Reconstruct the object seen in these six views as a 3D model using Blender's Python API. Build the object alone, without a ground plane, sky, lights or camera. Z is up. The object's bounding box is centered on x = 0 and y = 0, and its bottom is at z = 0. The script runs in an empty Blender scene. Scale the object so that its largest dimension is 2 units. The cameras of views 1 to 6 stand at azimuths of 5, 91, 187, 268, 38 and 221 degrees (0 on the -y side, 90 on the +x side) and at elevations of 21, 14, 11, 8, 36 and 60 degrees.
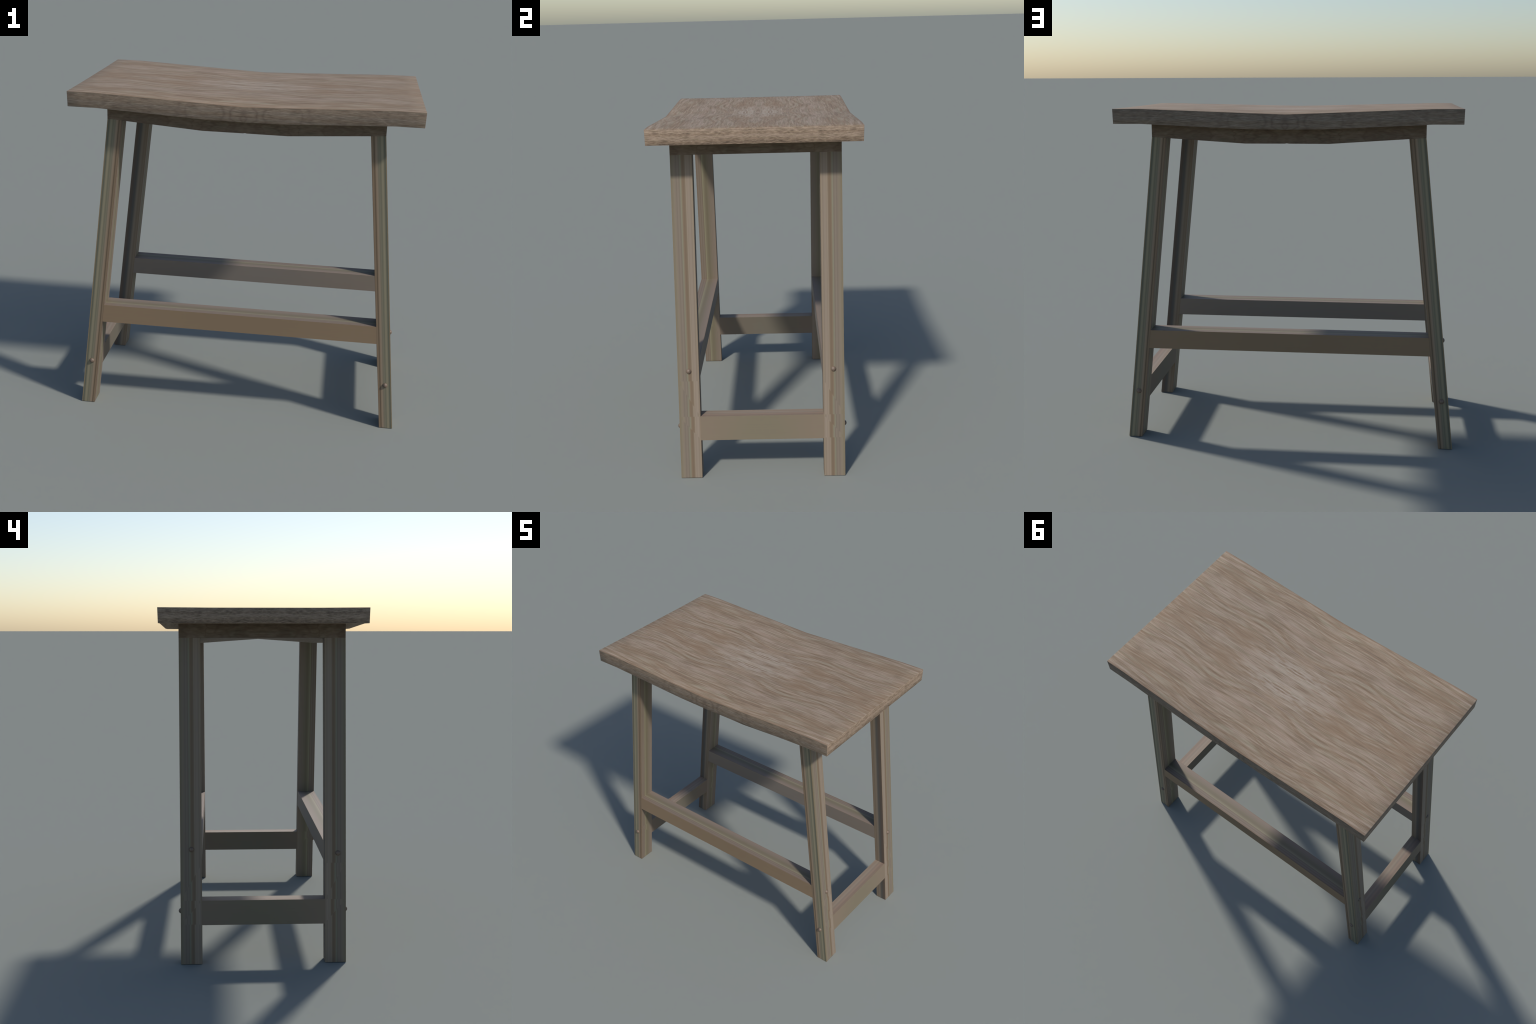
"""Saddle-seat wooden bar stool: dished plank seat, shaped apron block, four splayed
legs, two long and two short stretchers, round peg heads at the joints.
Every part is laid out in one frame: origin at the middle of the stool's footprint."""
import bpy, bmesh
from mathutils import Vector

# ------------------------------------------------------------------ proportions
SEAT_X, SEAT_Y = 0.9845, 0.5755          # half length / half depth of the seat top
SEAT_X_LOW, SEAT_Y_LOW = 0.9825, 0.5732  # the edge tapers a little downwards
APRON_X, APRON_Y = 0.7848, 0.4705
APRON_TOP, APRON_LOW = 1.93, 1.8352
LEG_OUT_FOOT, LEG_IN_FOOT = 0.9825, 0.9010
LEG_OUT_HEAD, LEG_IN_HEAD = 0.7848, 0.7025
LEG_Y_OUT, LEG_Y_IN = 0.4705, 0.3500
LONG_LOW, LONG_TOP = 0.5675, 0.6790
SHORT_LOW, SHORT_TOP = 0.2210, 0.3605


def leg_out(z):
    return LEG_OUT_FOOT + (LEG_OUT_HEAD - LEG_OUT_FOOT) * z / APRON_LOW


def leg_in(z):
    return LEG_IN_FOOT + (LEG_IN_HEAD - LEG_IN_FOOT) * z / APRON_LOW


def profile(points, t):
    """Piecewise linear height over |x|."""
    t = abs(t)
    for (a, za), (b, zb) in zip(points, points[1:]):
        if t <= b:
            return za + (zb - za) * (t - a) / (b - a)
    return points[-1][1]


SADDLE_TOP = [(0.0, 1.9692), (0.47, 1.9860), (0.82, 1.9994), (1.1, 2.0)]
SADDLE_MID = [(0.0, 1.9913), (0.42, 1.9932), (0.75, 1.9982), (1.1, 1.9975)]
SADDLE_LOW = [(0.0, 1.8850), (0.22, 1.8875), (0.76, 1.9120), (0.82, 1.9147), (1.1, 1.9150)]
APRON_SAG = [(0.0, 1.8025), (0.012, 1.8003), (0.2413, 1.8000), (APRON_X, APRON_LOW), (1.0, APRON_LOW)]


# ------------------------------------------------------------------ node helpers
class Graph:
    def __init__(self, name):
        self.mat = bpy.data.materials.new(name)
        self.mat.use_nodes = True
        self.nt = self.mat.node_tree
        self.nt.nodes.clear()
        self.out = self.nt.nodes.new('ShaderNodeOutputMaterial')
        tc = self.nt.nodes.new('ShaderNodeTexCoord')
        sp = self.nt.nodes.new('ShaderNodeSeparateXYZ')
        self.nt.links.new(tc.outputs['Object'], sp.inputs[0])
        self.x, self.y, self.z = sp.outputs
        self.ax, self.ay = self.m('ABSOLUTE', self.x), self.m('ABSOLUTE', self.y)

    def put(self, node, i, v):
        if v is None:
            return
        if isinstance(v, bpy.types.NodeSocket):
            self.nt.links.new(v, node.inputs[i])
        else:
            node.inputs[i].default_value = v

    def m(self, op, a, b=None, c=None, clamp=False):
        n = self.nt.nodes.new('ShaderNodeMath')
        n.operation, n.use_clamp = op, clamp
        for i, v in enumerate((a, b, c)):
            self.put(n, i, v)
        return n.outputs[0]

    def add(self, a, b): return self.m('ADD', a, b)
    def sub(self, a, b): return self.m('SUBTRACT', a, b)
    def mul(self, a, b): return self.m('MULTIPLY', a, b)
    def mad(self, a, b, c): return self.m('MULTIPLY_ADD', a, b, c)

    def vec(self, x, y, z):
        n = self.nt.nodes.new('ShaderNodeCombineXYZ')
        for i, v in enumerate((x, y, z)):
            self.put(n, i, v)
        return n.outputs[0]

    def noise(self, v, scale=1.0, detail=2.0, rough=0.5, distort=0.0):
        n = self.nt.nodes.new('ShaderNodeTexNoise')
        self.put(n, 'Vector', v)
        n.inputs['Scale'].default_value = scale
        n.inputs['Detail'].default_value = detail
        n.inputs['Roughness'].default_value = rough
        n.inputs['Distortion'].default_value = distort
        return n.outputs['Fac']

    def span(self, v, a, b, c=0.0, d=1.0):
        n = self.nt.nodes.new('ShaderNodeMapRange')
        n.clamp = True
        for i, w in enumerate((v, a, b, c, d)):
            self.put(n, i, w)
        return n.outputs[0]

    def ramp(self, fac, stops, interp='LINEAR'):
        n = self.nt.nodes.new('ShaderNodeValToRGB')
        r = n.color_ramp
        r.interpolation = interp
        r.elements[0].position, r.elements[1].position = stops[0][0], stops[-1][0]
        r.elements[0].color, r.elements[1].color = tone(stops[0][1]), tone(stops[-1][1])
        for p, c in stops[1:-1]:
            r.elements.new(p).color = tone(c)
        self.put(n, 0, fac)
        return n.outputs[0]

    def mix(self, fac, a, b, kind='MIX'):
        n = self.nt.nodes.new('ShaderNodeMix')
        n.data_type, n.blend_type = 'RGBA', kind
        self.put(n, 0, fac)
        self.put(n, 6, tone(a) if isinstance(a, tuple) else a)
        self.put(n, 7, tone(b) if isinstance(b, tuple) else b)
        return n.outputs[2]

    def shade(self, col, value):
        """Multiply a colour by a grey value."""
        n = self.nt.nodes.new('ShaderNodeVectorMath')
        n.operation = 'SCALE'
        self.put(n, 0, col)
        self.put(n, 'Scale', value)
        return n.outputs[0]

    def finish(self, col, rough=0.55, bump=None, depth=0.0):
        b = self.nt.nodes.new('ShaderNodeBsdfPrincipled')
        self.put(b, 'Base Color', col)
        b.inputs['Roughness'].default_value = rough
        b.inputs['Specular IOR Level'].default_value = SPECULAR
        if bump is not None:
            n = self.nt.nodes.new('ShaderNodeBump')
            n.inputs['Strength'].default_value = 0.35
            n.inputs['Distance'].default_value = depth
            self.put(n, 'Height', bump)
            self.nt.links.new(n.outputs[0], b.inputs['Normal'])
        self.nt.links.new(b.outputs[0], self.out.inputs[0])
        return self.mat


SPECULAR = 0.5
WOOD_GAIN = 0.885


def tone(c):
    """Wood tones are noted as 0-255 display values; turn them into linear base colours."""
    lin = []
    for v in c:
        v = v / 255.0
        lin.append(WOOD_GAIN * (v / 12.92 if v <= 0.04045 else ((v + 0.055) / 1.055) ** 2.4))
    return (*lin, 1.0)


# ------------------------------------------------------------------ wood materials
def plank(name, along, across, light, mid, dark, pink, olive, seed,
          fibre=(9.0, 95.0), contrast=1.0, figure=0.16, lines=0.42,
          reach=2.3, ring_rate=30.0, pinkness=0.6, ring_depth=0.26, late=(128, 99, 74)):
    """Sawn face: fibres run along one axis, growth rings wander as long contours.
    `along` / `across` pick the mirrored axes (book-matched halves)."""
    g = Graph(name)
    ax = {'x': g.ax, 'y': g.ay, 'z': g.z}
    u, v = ax[along], ax[across]
    wander = g.noise(g.vec(g.mul(u, reach), g.mul(v, reach * 1.3), seed), 1.0, 0.6, 0.45)
    ring = g.mad(g.sub(wander, 0.5), figure * 2.0, v)
    # growth rings: a one-dimensional noise read along the wandering coordinate
    rings = g.span(g.noise(g.vec(g.mul(ring, ring_rate), seed + 3.1, 0.0), 1.0, 1.2, 0.55), 0.30, 0.70)
    # fibres in two sizes, brightness only
    drawn = g.mad(ring, 0.10, g.mul(v, 0.90))
    f1 = g.noise(g.vec(g.mul(u, fibre[0]), g.mul(drawn, fibre[1]), seed + 7.0), 1.0, 3.0, 0.62)
    f2 = g.noise(g.vec(g.mul(u, fibre[0] * 2.2), g.mul(v, fibre[1] * 2.2), seed + 11.0), 1.0, 2.0, 0.5)
    cloud = g.noise(g.vec(g.mul(u, 4.0), g.mul(v, 9.0), seed + 17.0), 1.0, 2.0, 0.5)
    hue = g.noise(g.vec(g.mul(u, fibre[0] * 0.75), g.mul(drawn, fibre[1] * 0.7), seed + 23.0), 1.0, 2.0, 0.55)
    t = g.mad(g.sub(f1, 0.5), 1.15 * contrast, 0.5)
    t = g.mad(g.sub(f2, 0.5), 0.55 * contrast, t)
    t = g.mad(g.sub(cloud, 0.5), 0.24 * contrast, t)
    t = g.mad(g.sub(rings, 0.5), ring_depth * contrast, t)
    # tan late wood in the rings, grey-pink early wood between them
    ground = g.ramp(t, [(0.06, dark), (0.48, mid), (0.92, light)])
    col = g.mix(g.span(rings, 0.35, 0.85, 0.0, pinkness), ground, g.mix(g.span(t, 0.1, 0.8), dark, pink))
    col = g.mix(g.span(hue, 0.52, 0.36, 0.0, 0.7), col, g.mix(g.span(t, 0.12, 0.85), dark, olive))
    line = g.span(g.m('ABSOLUTE', g.sub(rings, 0.30)), 0.16, 0.0)
    col = g.mix(g.mul(line, lines), col, late)
    return g, u, v, t, col


def seat_face():
    g, u, v, t, col = plank('oak_seat_face', 'x', 'y', (175, 158, 138), (149, 130, 108), (116, 94, 74),
                            (163, 143, 128), (149, 140, 115), 6.3, fibre=(5.5, 92.0), contrast=1.2,
                            ring_depth=0.16, lines=0.46, ring_rate=24.0, figure=0.15, reach=1.9, late=(126, 97, 72))
    # broad tan patches drifting between the paler boards of the figure
    patch = g.noise(g.vec(g.mul(u, 3.4), g.mul(v, 10.0), 64.0), 1.0, 1.5, 0.5)
    col = g.mix(g.span(patch, 0.52, 0.66, 0.0, 0.24), col, (138, 111, 85))
    streak = g.noise(g.vec(g.mul(u, 2.2), g.mul(v, 60.0), 77.0), 1.0, 2.0, 0.6)
    col = g.mix(g.span(streak, 0.62, 0.74, 0.0, 0.45), col, (172, 158, 140))
    col = g.mix(g.span(streak, 0.38, 0.28, 0.0, 0.45), col, (100, 80, 66))
    # pale sapwood flame: broken light streaks either side of the book-matched centre
    r = g.m('SQRT', g.add(g.m('POWER', g.mul(u, 3.3), 2.0), g.m('POWER', g.mul(g.sub(v, 0.080), 14.0), 2.0)))
    blot = g.noise(g.vec(g.mul(u, 9.0), g.mul(v, 55.0), 91.0), 1.0, 2.0, 0.6)
    flame = g.mul(g.span(r, 1.4, 0.1), g.span(blot, 0.40, 0.60))
    col = g.mix(g.mul(flame, 0.75), col, (178, 166, 152))
    # handled rim: a thin browner line along the long edges
    col = g.mix(g.span(v, 0.562, 0.574, 0.0, 0.5), col, (122, 92, 68))
    return g.finish(col, 0.80, t, 0.0010)


def seat_side():
    """Long edges: grey-brown fibres crossed by wandering upright figure."""
    g, u, v, t, col = plank('oak_seat_side', 'x', 'z', (160, 146, 128), (130, 114, 97), (88, 72, 58),
                            (138, 122, 112), (128, 120, 102), 31.0, fibre=(16.0, 150.0), contrast=1.05, figure=0.01, lines=0.15)
    warp = g.noise(g.vec(g.mul(u, 5.0), g.mul(v, 17.0), 4.0), 1.0, 1.0, 0.5)
    band = g.noise(g.vec(g.mad(warp, 1.9, g.mul(u, 12.0)), 9.2, 0.0), 1.0, 0.3, 0.5)
    mask = g.span(g.m('ABSOLUTE', g.sub(band, 0.47)), 0.075, 0.0)
    fade = g.span(u, 0.75, 0.1, 0.2, 1.0)
    col = g.mix(g.mul(g.mul(mask, fade), 0.4), col, (80, 62, 49))
    vein = g.m('ABSOLUTE', g.sub(g.m('FRACT', g.mad(u, 3.1, g.mul(v, 4.2))), 0.5))
    col = g.mix(g.mul(g.span(vein, 0.03, 0.0), g.span(u, 0.55, 0.9, 0.0, 0.45)), col, (158, 144, 126))
    return g.finish(col, 0.75, t, 0.0012)


def seat_end():
    """Short edges: sawn end with strong short fibres and slanted pale rays."""
    g, u, v, t, col = plank('oak_seat_end', 'y', 'z', (186, 166, 142), (145, 124, 104), (84, 68, 55),
                            (164, 142, 124), (148, 130, 104), 57.0, fibre=(24.0, 170.0), contrast=1.25, figure=0.03, lines=0.2)
    w = g.noise(g.vec(g.mul(u, 9.0), g.mul(v, 20.0), 2.0), 1.0, 2.0, 0.5)
    ray = g.m('ABSOLUTE', g.sub(g.m('FRACT', g.add(g.mad(u, 6.5, g.mul(v, 4.5)), g.mul(w, 0.9))), 0.5))
    col = g.mix(g.mul(g.span(ray, 0.05, 0.0), 0.22), col, (170, 152, 130))
    dark = g.noise(g.vec(g.mul(u, 11.0), g.mul(v, 9.0), 7.0), 1.0, 1.0, 0.5)
    col = g.mix(g.mul(g.span(dark, 0.60, 0.74), 0.5), col, (84, 66, 52))
    return g.finish(col, 0.75, t, 0.0014)


def apron_wood(along, name, seed):
    g, u, v, t, col = plank(name, along, 'z', (138, 120, 98), (112, 93, 72), (78, 60, 42),  # tones darkened and warmed partly to paint in shade from the seat overhang
                            (116, 96, 80), (112, 102, 80), seed, fibre=(14.0, 60.0), contrast=0.9, figure=0.08, reach=5.0, lines=0.3, late=(84, 60, 40))
    w = g.noise(g.vec(g.mul(u, 6.0), g.mul(v, 18.0), seed), 1.0, 2.0, 0.5)
    band = g.noise(g.vec(g.mad(w, 2.0, g.mul(u, 9.0)), 1.2, 0.0), 1.0, 1.0, 0.5)
    col = g.mix(g.mul(g.span(g.m('ABSOLUTE', g.sub(band, 0.5)), 0.06, 0.0), 0.4), col, (80, 58, 40))
    return g.finish(col, 0.65, t, 0.0008)


def apron_underside():
    g, u, v, t, col = plank('oak_apron_underside', 'x', 'y', (140, 126, 110), (118, 104, 88), (90, 76, 62),
                            (126, 108, 96), (120, 110, 90), 71.0, contrast=0.8)
    return g.finish(col, 0.65)


# Stripe ramps: tone over 0..1 across the face (rift-sawn board seen along its grain).
STRIPES_OUTER = [(0.00, (130, 112, 94)), (0.05, (141, 126, 109)), (0.11, (133, 118, 104)), (0.18, (144, 129, 115)),
                 (0.25, (136, 121, 107)), (0.31, (143, 128, 112)), (0.36, (120, 103, 86)), (0.42, (115, 97, 79)),
                 (0.48, (123, 104, 86)), (0.52, (126, 117, 98)), (0.56, (129, 124, 107)), (0.60, (115, 104, 92)),
                 (0.67, (128, 115, 103)), (0.74, (118, 106, 95)), (0.82, (129, 116, 102)), (0.90, (126, 115, 98)),
                 (0.95, (121, 110, 92)), (1.00, (126, 112, 90))]
STRIPES_INNER = [(0.00, (128, 109, 92)), (0.06, (132, 117, 105)), (0.18, (127, 113, 100)), (0.28, (124, 111, 96)),
                 (0.38, (117, 107, 89)), (0.48, (115, 105, 85)), (0.55, (121, 112, 92)), (0.60, (130, 122, 100)),
                 (0.64, (138, 131, 107)), (0.68, (118, 104, 89)), (0.76, (128, 114, 101)), (0.82, (116, 102, 89)),
                 (0.88, (128, 113, 100)), (0.94, (120, 105, 92)), (1.00, (120, 99, 80))]
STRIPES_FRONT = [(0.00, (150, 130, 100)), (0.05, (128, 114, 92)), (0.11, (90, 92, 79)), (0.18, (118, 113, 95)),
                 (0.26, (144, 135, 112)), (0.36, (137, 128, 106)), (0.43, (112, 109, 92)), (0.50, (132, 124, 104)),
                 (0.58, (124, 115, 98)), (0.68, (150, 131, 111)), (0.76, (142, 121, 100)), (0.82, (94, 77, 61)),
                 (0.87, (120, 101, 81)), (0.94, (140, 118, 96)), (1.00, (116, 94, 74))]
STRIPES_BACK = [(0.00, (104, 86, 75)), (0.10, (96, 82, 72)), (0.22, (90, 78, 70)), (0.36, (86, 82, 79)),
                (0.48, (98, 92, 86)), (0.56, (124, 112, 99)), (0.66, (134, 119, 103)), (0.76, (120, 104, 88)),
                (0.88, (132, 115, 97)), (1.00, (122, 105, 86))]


def leg_wood(name, stripes, axis, seed, joint_marks=False):
    g = Graph(name)
    if axis == 'y':        # face looks along x: stripes counted from the inside out
        q = g.mul(g.sub(g.ay, LEG_Y_IN), 1.0 / (LEG_Y_OUT - LEG_Y_IN))
    else:                  # face looks along y: follow the splay of the leg
        k = g.mul(g.z, 1.0 / APRON_LOW)
        out = g.mad(k, LEG_OUT_HEAD - LEG_OUT_FOOT, LEG_OUT_FOOT)
        wide = g.mad(k, (LEG_OUT_HEAD - LEG_IN_HEAD) - (LEG_OUT_FOOT - LEG_IN_FOOT), LEG_OUT_FOOT - LEG_IN_FOOT)
        q = g.m('DIVIDE', g.sub(out, g.ax), wide)
    gain = 1.0
    if joint_marks:
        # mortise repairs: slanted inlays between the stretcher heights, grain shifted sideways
        side = g.m('GREATER_THAN', g.y, 0.0)
        lean = g.add(g.mul(side, g.sub(1.0, q)), g.mul(g.sub(1.0, side), q))
        mask = None
        for lo, hi in ((SHORT_TOP, LONG_LOW), (SHORT_LOW + 0.004, SHORT_TOP)):
            h = g.mul(g.sub(g.z, lo), 1.0 / (hi - lo))
            inside = g.mul(g.m('GREATER_THAN', h, 0.0), g.m('LESS_THAN', h, 1.0))
            above = g.m('GREATER_THAN', h, lean)
            below = g.sub(1.0, above)
            pick = g.mul(inside, g.add(g.mul(side, below), g.mul(g.sub(1.0, side), above)))
            mask = pick if mask is None else g.add(mask, pick)
        mask = g.mul(mask, g.mul(g.m('GREATER_THAN', q, 0.04), g.m('LESS_THAN', q, 0.93)))
        q = g.mad(mask, 0.060, q)
        gain = g.mad(mask, 0.045, 1.0)
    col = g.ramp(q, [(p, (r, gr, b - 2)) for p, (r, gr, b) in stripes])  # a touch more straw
    drift = g.noise(g.vec(g.mul(q, 3.0), g.mul(g.z, 1.3), seed), 1.0, 1.0, 0.5)
    fine = g.noise(g.vec(g.mul(q, 42.0), g.mul(g.z, 0.35), seed + 5.0), 1.0, 2.0, 0.6)
    hair = g.noise(g.vec(g.mul(q, 110.0), g.mul(g.z, 0.5), seed + 9.0), 1.0, 1.0, 0.5)
    amount = g.mad(g.sub(fine, 0.5), 0.46, g.mad(g.sub(drift, 0.5), 0.10, gain))
    amount = g.mad(g.sub(hair, 0.5), 0.22, amount)
    return g.finish(g.shade(col, amount), 0.75)


def stretcher_top(name, axis, seed):
    g = Graph(name)
    if axis == 'y':
        q = g.mul(g.sub(g.ay, LEG_Y_IN), 1.0 / (LEG_Y_OUT - LEG_Y_IN))
        run = g.ax
    else:
        q = g.mul(g.sub(g.ax, leg_in(SHORT_TOP)), 1.0 / (leg_out(SHORT_TOP) - leg_in(SHORT_TOP)))
        run = g.ay
    stripes = STRIPES_INNER if axis == 'y' else [
        (0.0, (143, 128, 111)), (0.2, (136, 119, 103)), (0.36, (144, 130, 114)), (0.5, (131, 117, 103)),
        (0.66, (142, 122, 106)), (0.82, (128, 110, 96)), (1.0, (134, 116, 98))]
    col = g.ramp(q, stripes)
    fine = g.noise(g.vec(g.mul(q, 30.0), g.mul(run, 0.4), seed), 1.0, 2.0, 0.6)
    return g.finish(g.shade(col, g.mad(g.sub(fine, 0.5), 0.28, 1.06)), 0.65)


def stretcher_side(name, ends, middle, seed):
    g = Graph(name)
    run = g.ax if seed < 5 else g.ay
    reach = 0.85 if seed < 5 else 0.35
    drift = g.noise(g.vec(g.mul(run, 2.0), g.mul(g.z, 6.0), seed), 1.0, 2.0, 0.5)
    t = g.m('ADD', g.mul(run, 1.0 / reach), g.mul(g.sub(drift, 0.5), 0.5), clamp=True)
    col = g.ramp(t, [(0.15, middle), (0.85, ends)])
    fine = g.noise(g.vec(g.mul(run, 3.0), g.mul(g.z, 160.0), seed), 1.0, 2.0, 0.5)
    return g.finish(g.shade(col, g.mad(g.sub(fine, 0.5), 0.06, 1.0)), 0.8)


def peg_wood():
    g = Graph('beech_peg')
    n = g.noise(g.vec(g.mul(g.x, 120.0), g.mul(g.y, 120.0), g.mul(g.z, 40.0)), 1.0, 2.0, 0.5)
    return g.finish(g.ramp(n, [(0.3, (108, 91, 77)), (0.7, (124, 106, 91))]), 0.5)


MAT = {
    'seat_face': seat_face(), 'seat_side': seat_side(), 'seat_end': seat_end(),
    'apron_side': apron_wood('x', 'oak_apron_side', 41.0), 'apron_end': apron_wood('y', 'oak_apron_end', 47.0),
    'apron_under': apron_underside(),
    'leg_outer': leg_wood('ash_leg_outer', STRIPES_OUTER, 'y', 3.0, True),
    'leg_inner': leg_wood('ash_leg_inner', STRIPES_INNER, 'y', 13.0, True),
    'leg_front': leg_wood('ash_leg_front', STRIPES_FRONT, 'x', 23.0),
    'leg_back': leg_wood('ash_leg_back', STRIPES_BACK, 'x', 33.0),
    'long_top': stretcher_top('ash_long_rail_top', 'y', 4.0),
    'short_top': stretcher_top('ash_short_rail_top', 'x', 8.0),
    'long_out': stretcher_side('ash_long_rail_outside', (141, 118, 92), (138, 116, 90), 1.0),
    'long_in': stretcher_side('ash_long_rail_inside', (132, 119, 106), (128, 118, 108), 2.0),
    'short_out': stretcher_side('ash_short_rail_outside', (128, 113, 95), (122, 112, 92), 6.0),
    'short_in': stretcher_side('ash_short_rail_inside', (118, 104, 90), (114, 106, 92), 7.0),
    'peg': peg_wood(),
}

# ------------------------------------------------------------------ building
root = bpy.data.objects.new('wooden_stool', None)
bpy.context.scene.collection.objects.link(root)
root['label'] = 'tall wooden stool with dished saddle seat and splayed legs'
root['category'] = 'stool'


def make(name, verts, faces, mats, choose, bevel=0.0, smooth=None):
    me = bpy.data.meshes.new(name)
    me.from_pydata([tuple(v) for v in verts], [], faces)
    bm = bmesh.new()
    bm.from_mesh(me)
    bmesh.ops.recalc_face_normals(bm, faces=bm.faces)
    if bevel:
        bm.normal_update()
        edges = [e for e in bm.edges if e.calc_face_angle(0.0) > 0.6]
        bmesh.ops.bevel(bm, geom=edges, offset=bevel, segments=2, profile=0.5, affect='EDGES')
    bm.normal_update()
    slots = list(mats)
    for f in bm.faces:
        f.material_index = slots.index(choose(f.normal, f.calc_center_median()))
    bm.to_mesh(me)
    bm.free()
    for key in slots:
        me.materials.append(MAT[key])
    if smooth is not None:
        me.shade_smooth()
        me.set_sharp_from_angle(angle=smooth)
    ob = bpy.data.objects.new(name, me)
    bpy.context.scene.collection.objects.link(ob)
    ob.parent = root
    return ob


def slab(xs, ys, top, low, x_scale, y_scale):
    """Closed slab over a grid; top(x, y) and low(x, y) give the two skins and the
    scale pair narrows the lower skin."""
    nx, ny = len(xs), len(ys)
    verts = [Vector((x, y, top(x, y))) for x in xs for y in ys]
    verts += [Vector((x * x_scale, y * y_scale, low(x, y))) for x in xs for y in ys]
    n = nx * ny
    idx = lambda i, j, k: k * n + i * ny + j
    faces = []
    for i in range(nx - 1):
        for j in range(ny - 1):
            for k in (0, 1):
                q = [idx(i, j, k), idx(i + 1, j, k), idx(i + 1, j + 1, k), idx(i, j + 1, k)]
                faces.append(q if k == 0 else q[::-1])
    for i in range(nx - 1):
        for j in (0, ny - 1):
            faces.append([idx(i, j, 0), idx(i + 1, j, 0), idx(i + 1, j, 1), idx(i, j, 1)])
    for j in range(ny - 1):
        for i in (0, nx - 1):
            faces.append([idx(i, j, 0), idx(i, j + 1, 0), idx(i, j + 1, 1), idx(i, j, 1)])
    return verts, faces


def both(half):
    return sorted({-v for v in half} | set(half))


# seat: the long edges dip to a V in the middle, the sitting plane between them stays nearly level
xs = both([0.0, 0.012, 0.06, 0.14, 0.22, 0.30, 0.38, 0.47, 0.56, 0.64, 0.70, 0.76, 0.82, 0.90, SEAT_X])
ys = both([0.0, 0.1, 0.2, 0.29, 0.36, 0.43, 0.50, SEAT_Y])


def seat_top(x, y):
    u, v = abs(x), abs(y)
    edge, mid = profile(SADDLE_TOP, u), profile(SADDLE_MID, u)
    plateau = min(1.0, (SEAT_Y - v) / (SEAT_Y - 0.29))
    # soft roll just inside the long edges, shallow dish in the very middle
    roll = profile([(0.0, 0.0), (0.29, 0.0), (0.43, 0.006), (SEAT_Y, 0.0), (1.0, 0.0)], v)
    roll *= max(0.0, min(1.0, (0.84 - u) / 0.24))
    dish = 0.0095 * max(0.0, 1.0 - u / 0.70) * max(0.0, 1.0 - (v / 0.43) ** 2)
    return min(2.0, edge + (mid - edge) * plateau + roll - dish)


verts, faces = slab(
    xs, ys, seat_top,
    lambda x, y: profile(SADDLE_LOW, x),
    SEAT_X_LOW / SEAT_X, SEAT_Y_LOW / SEAT_Y)


def seat_skin(n, c):
    if abs(n.z) > 0.7:
        return 'seat_face'
    return 'seat_side' if abs(n.y) > abs(n.x) else 'seat_end'


make('seat', verts, faces, ('seat_face', 'seat_side', 'seat_end'), seat_skin, bevel=0.0012, smooth=0.5)

# apron block under the seat: sagging long sides, underside lifted along the middle
xs = both([0.0, 0.012, 0.2413, 0.5, LEG_IN_HEAD, APRON_X])
ys = both([0.0, 0.12, 0.24, 0.345, APRON_Y])


def apron_low(x, y):
    edge = profile(APRON_SAG, x)
    middle = profile([(0.0, 1.8245), (0.2413, 1.8245), (APRON_X, APRON_LOW), (1.0, APRON_LOW)], x)
    lift = max(0.0, 1.0 - abs(y) / 0.345)
    return edge + (middle - edge) * lift


def apron_top(x, y):
    return profile(SADDLE_LOW, x) + 0.02


verts, faces = slab(xs, ys, apron_top, apron_low, 1.0, 1.0)


def apron_skin(n, c):
    if abs(n.z) > 0.7:
        return 'apron_under'
    return 'apron_side' if abs(n.y) > abs(n.x) else 'apron_end'


make('apron', verts, faces, ('apron_side', 'apron_end', 'apron_under'), apron_skin)

HEX = [(0, 1, 2, 3), (7, 6, 5, 4), (0, 4, 5, 1), (1, 5, 6, 2), (2, 6, 7, 3), (3, 7, 4, 0)]

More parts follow.
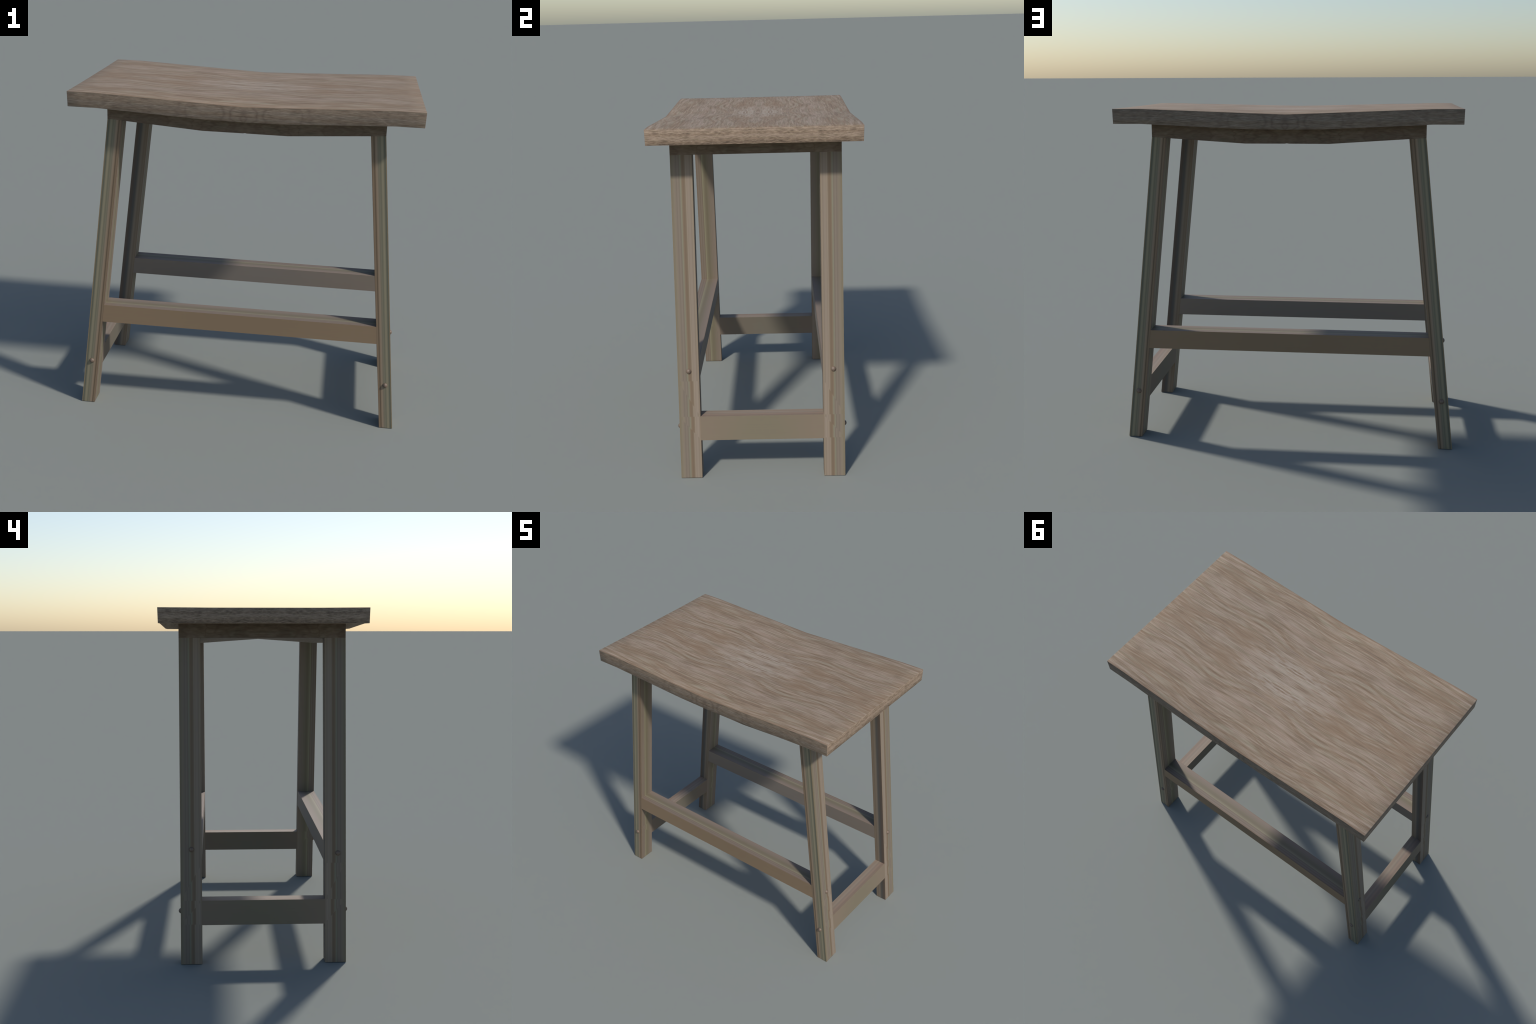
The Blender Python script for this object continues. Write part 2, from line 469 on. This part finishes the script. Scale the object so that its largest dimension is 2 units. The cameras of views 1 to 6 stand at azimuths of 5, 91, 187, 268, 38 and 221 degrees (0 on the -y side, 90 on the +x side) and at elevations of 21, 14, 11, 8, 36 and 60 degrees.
for sx in (1, -1):
    for sy in (1, -1):
        # ---- leg: splayed along x, cut level at the floor and to the apron line at the head
        top_in = profile(APRON_SAG, LEG_IN_HEAD)
        ring = [(LEG_OUT_FOOT, LEG_Y_OUT, 0.0), (LEG_OUT_FOOT, LEG_Y_IN, 0.0),
                (LEG_IN_FOOT, LEG_Y_IN, 0.0), (LEG_IN_FOOT, LEG_Y_OUT, 0.0),
                (LEG_OUT_HEAD, LEG_Y_OUT, APRON_LOW), (LEG_OUT_HEAD, LEG_Y_IN - 0.0005, APRON_LOW),
                (LEG_IN_HEAD, LEG_Y_IN - 0.0005, top_in), (LEG_IN_HEAD, LEG_Y_OUT, top_in)]
        verts = [(x * sx, y * sy, z) for x, y, z in ring]

        def leg_skin(n, c, sx=sx, sy=sy):
            if abs(n.z) > 0.7:
                return 'leg_inner'
            if abs(n.x) > abs(n.y):
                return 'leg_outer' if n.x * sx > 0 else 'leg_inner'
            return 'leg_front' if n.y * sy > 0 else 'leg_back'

        make('leg', verts, HEX, ('leg_outer', 'leg_inner', 'leg_front', 'leg_back'), leg_skin)

# ---- long stretchers, flush with the front and back faces of the legs
for sy in (1, -1):
    verts = [(sx * leg_in(z), sy * y, z)
             for z in (LONG_LOW, LONG_TOP)
             for sx, y in ((1, LEG_Y_OUT), (1, LEG_Y_IN), (-1, LEG_Y_IN), (-1, LEG_Y_OUT))]

    def long_skin(n, c, sy=sy):
        if abs(n.z) > 0.7:
            return 'long_top'
        return 'long_out' if n.y * sy > 0 else 'long_in'

    make('long_stretcher', verts, HEX, ('long_top', 'long_out', 'long_in'), long_skin)

# ---- short stretchers, leaning with the legs and flush with their outer faces
for sx in (1, -1):
    verts = [(sx * f(z), sy * LEG_Y_IN, z)
             for z in (SHORT_LOW, SHORT_TOP)
             for f, sy in ((leg_out, 1), (leg_in, 1), (leg_in, -1), (leg_out, -1))]

    def short_skin(n, c, sx=sx):
        if abs(n.z) > 0.7:
            return 'short_top'
        return 'short_out' if n.x * sx > 0 else 'short_in'

    make('short_stretcher', verts, HEX, ('short_top', 'short_out', 'short_in'), short_skin)

# ---- round peg heads: one on the end face and one on the front/back face of each leg
PEG_R = 0.0160
END_PEG = {(1, 1): (0.410, 0.624), (1, -1): (0.408, 0.624), (-1, 1): (0.407, 0.650), (-1, -1): (0.424, 0.622)}
ball = bpy.data.meshes.new('peg')
bm = bmesh.new()
bmesh.ops.create_uvsphere(bm, u_segments=24, v_segments=16, radius=PEG_R)
bm.to_mesh(ball)
bm.free()
ball.shade_smooth()
ball.materials.append(MAT['peg'])


def peg(x, y, z):
    ob = bpy.data.objects.new('peg', ball)
    bpy.context.scene.collection.objects.link(ob)
    ob.parent = root
    ob.location = (x, y, z)


for (sx, sy), (y, z) in END_PEG.items():
    peg(sx * (leg_out(z) - 0.0050), sy * y, z)
    peg(sx * 0.912, sy * (LEG_Y_OUT - 0.0030), 0.294)
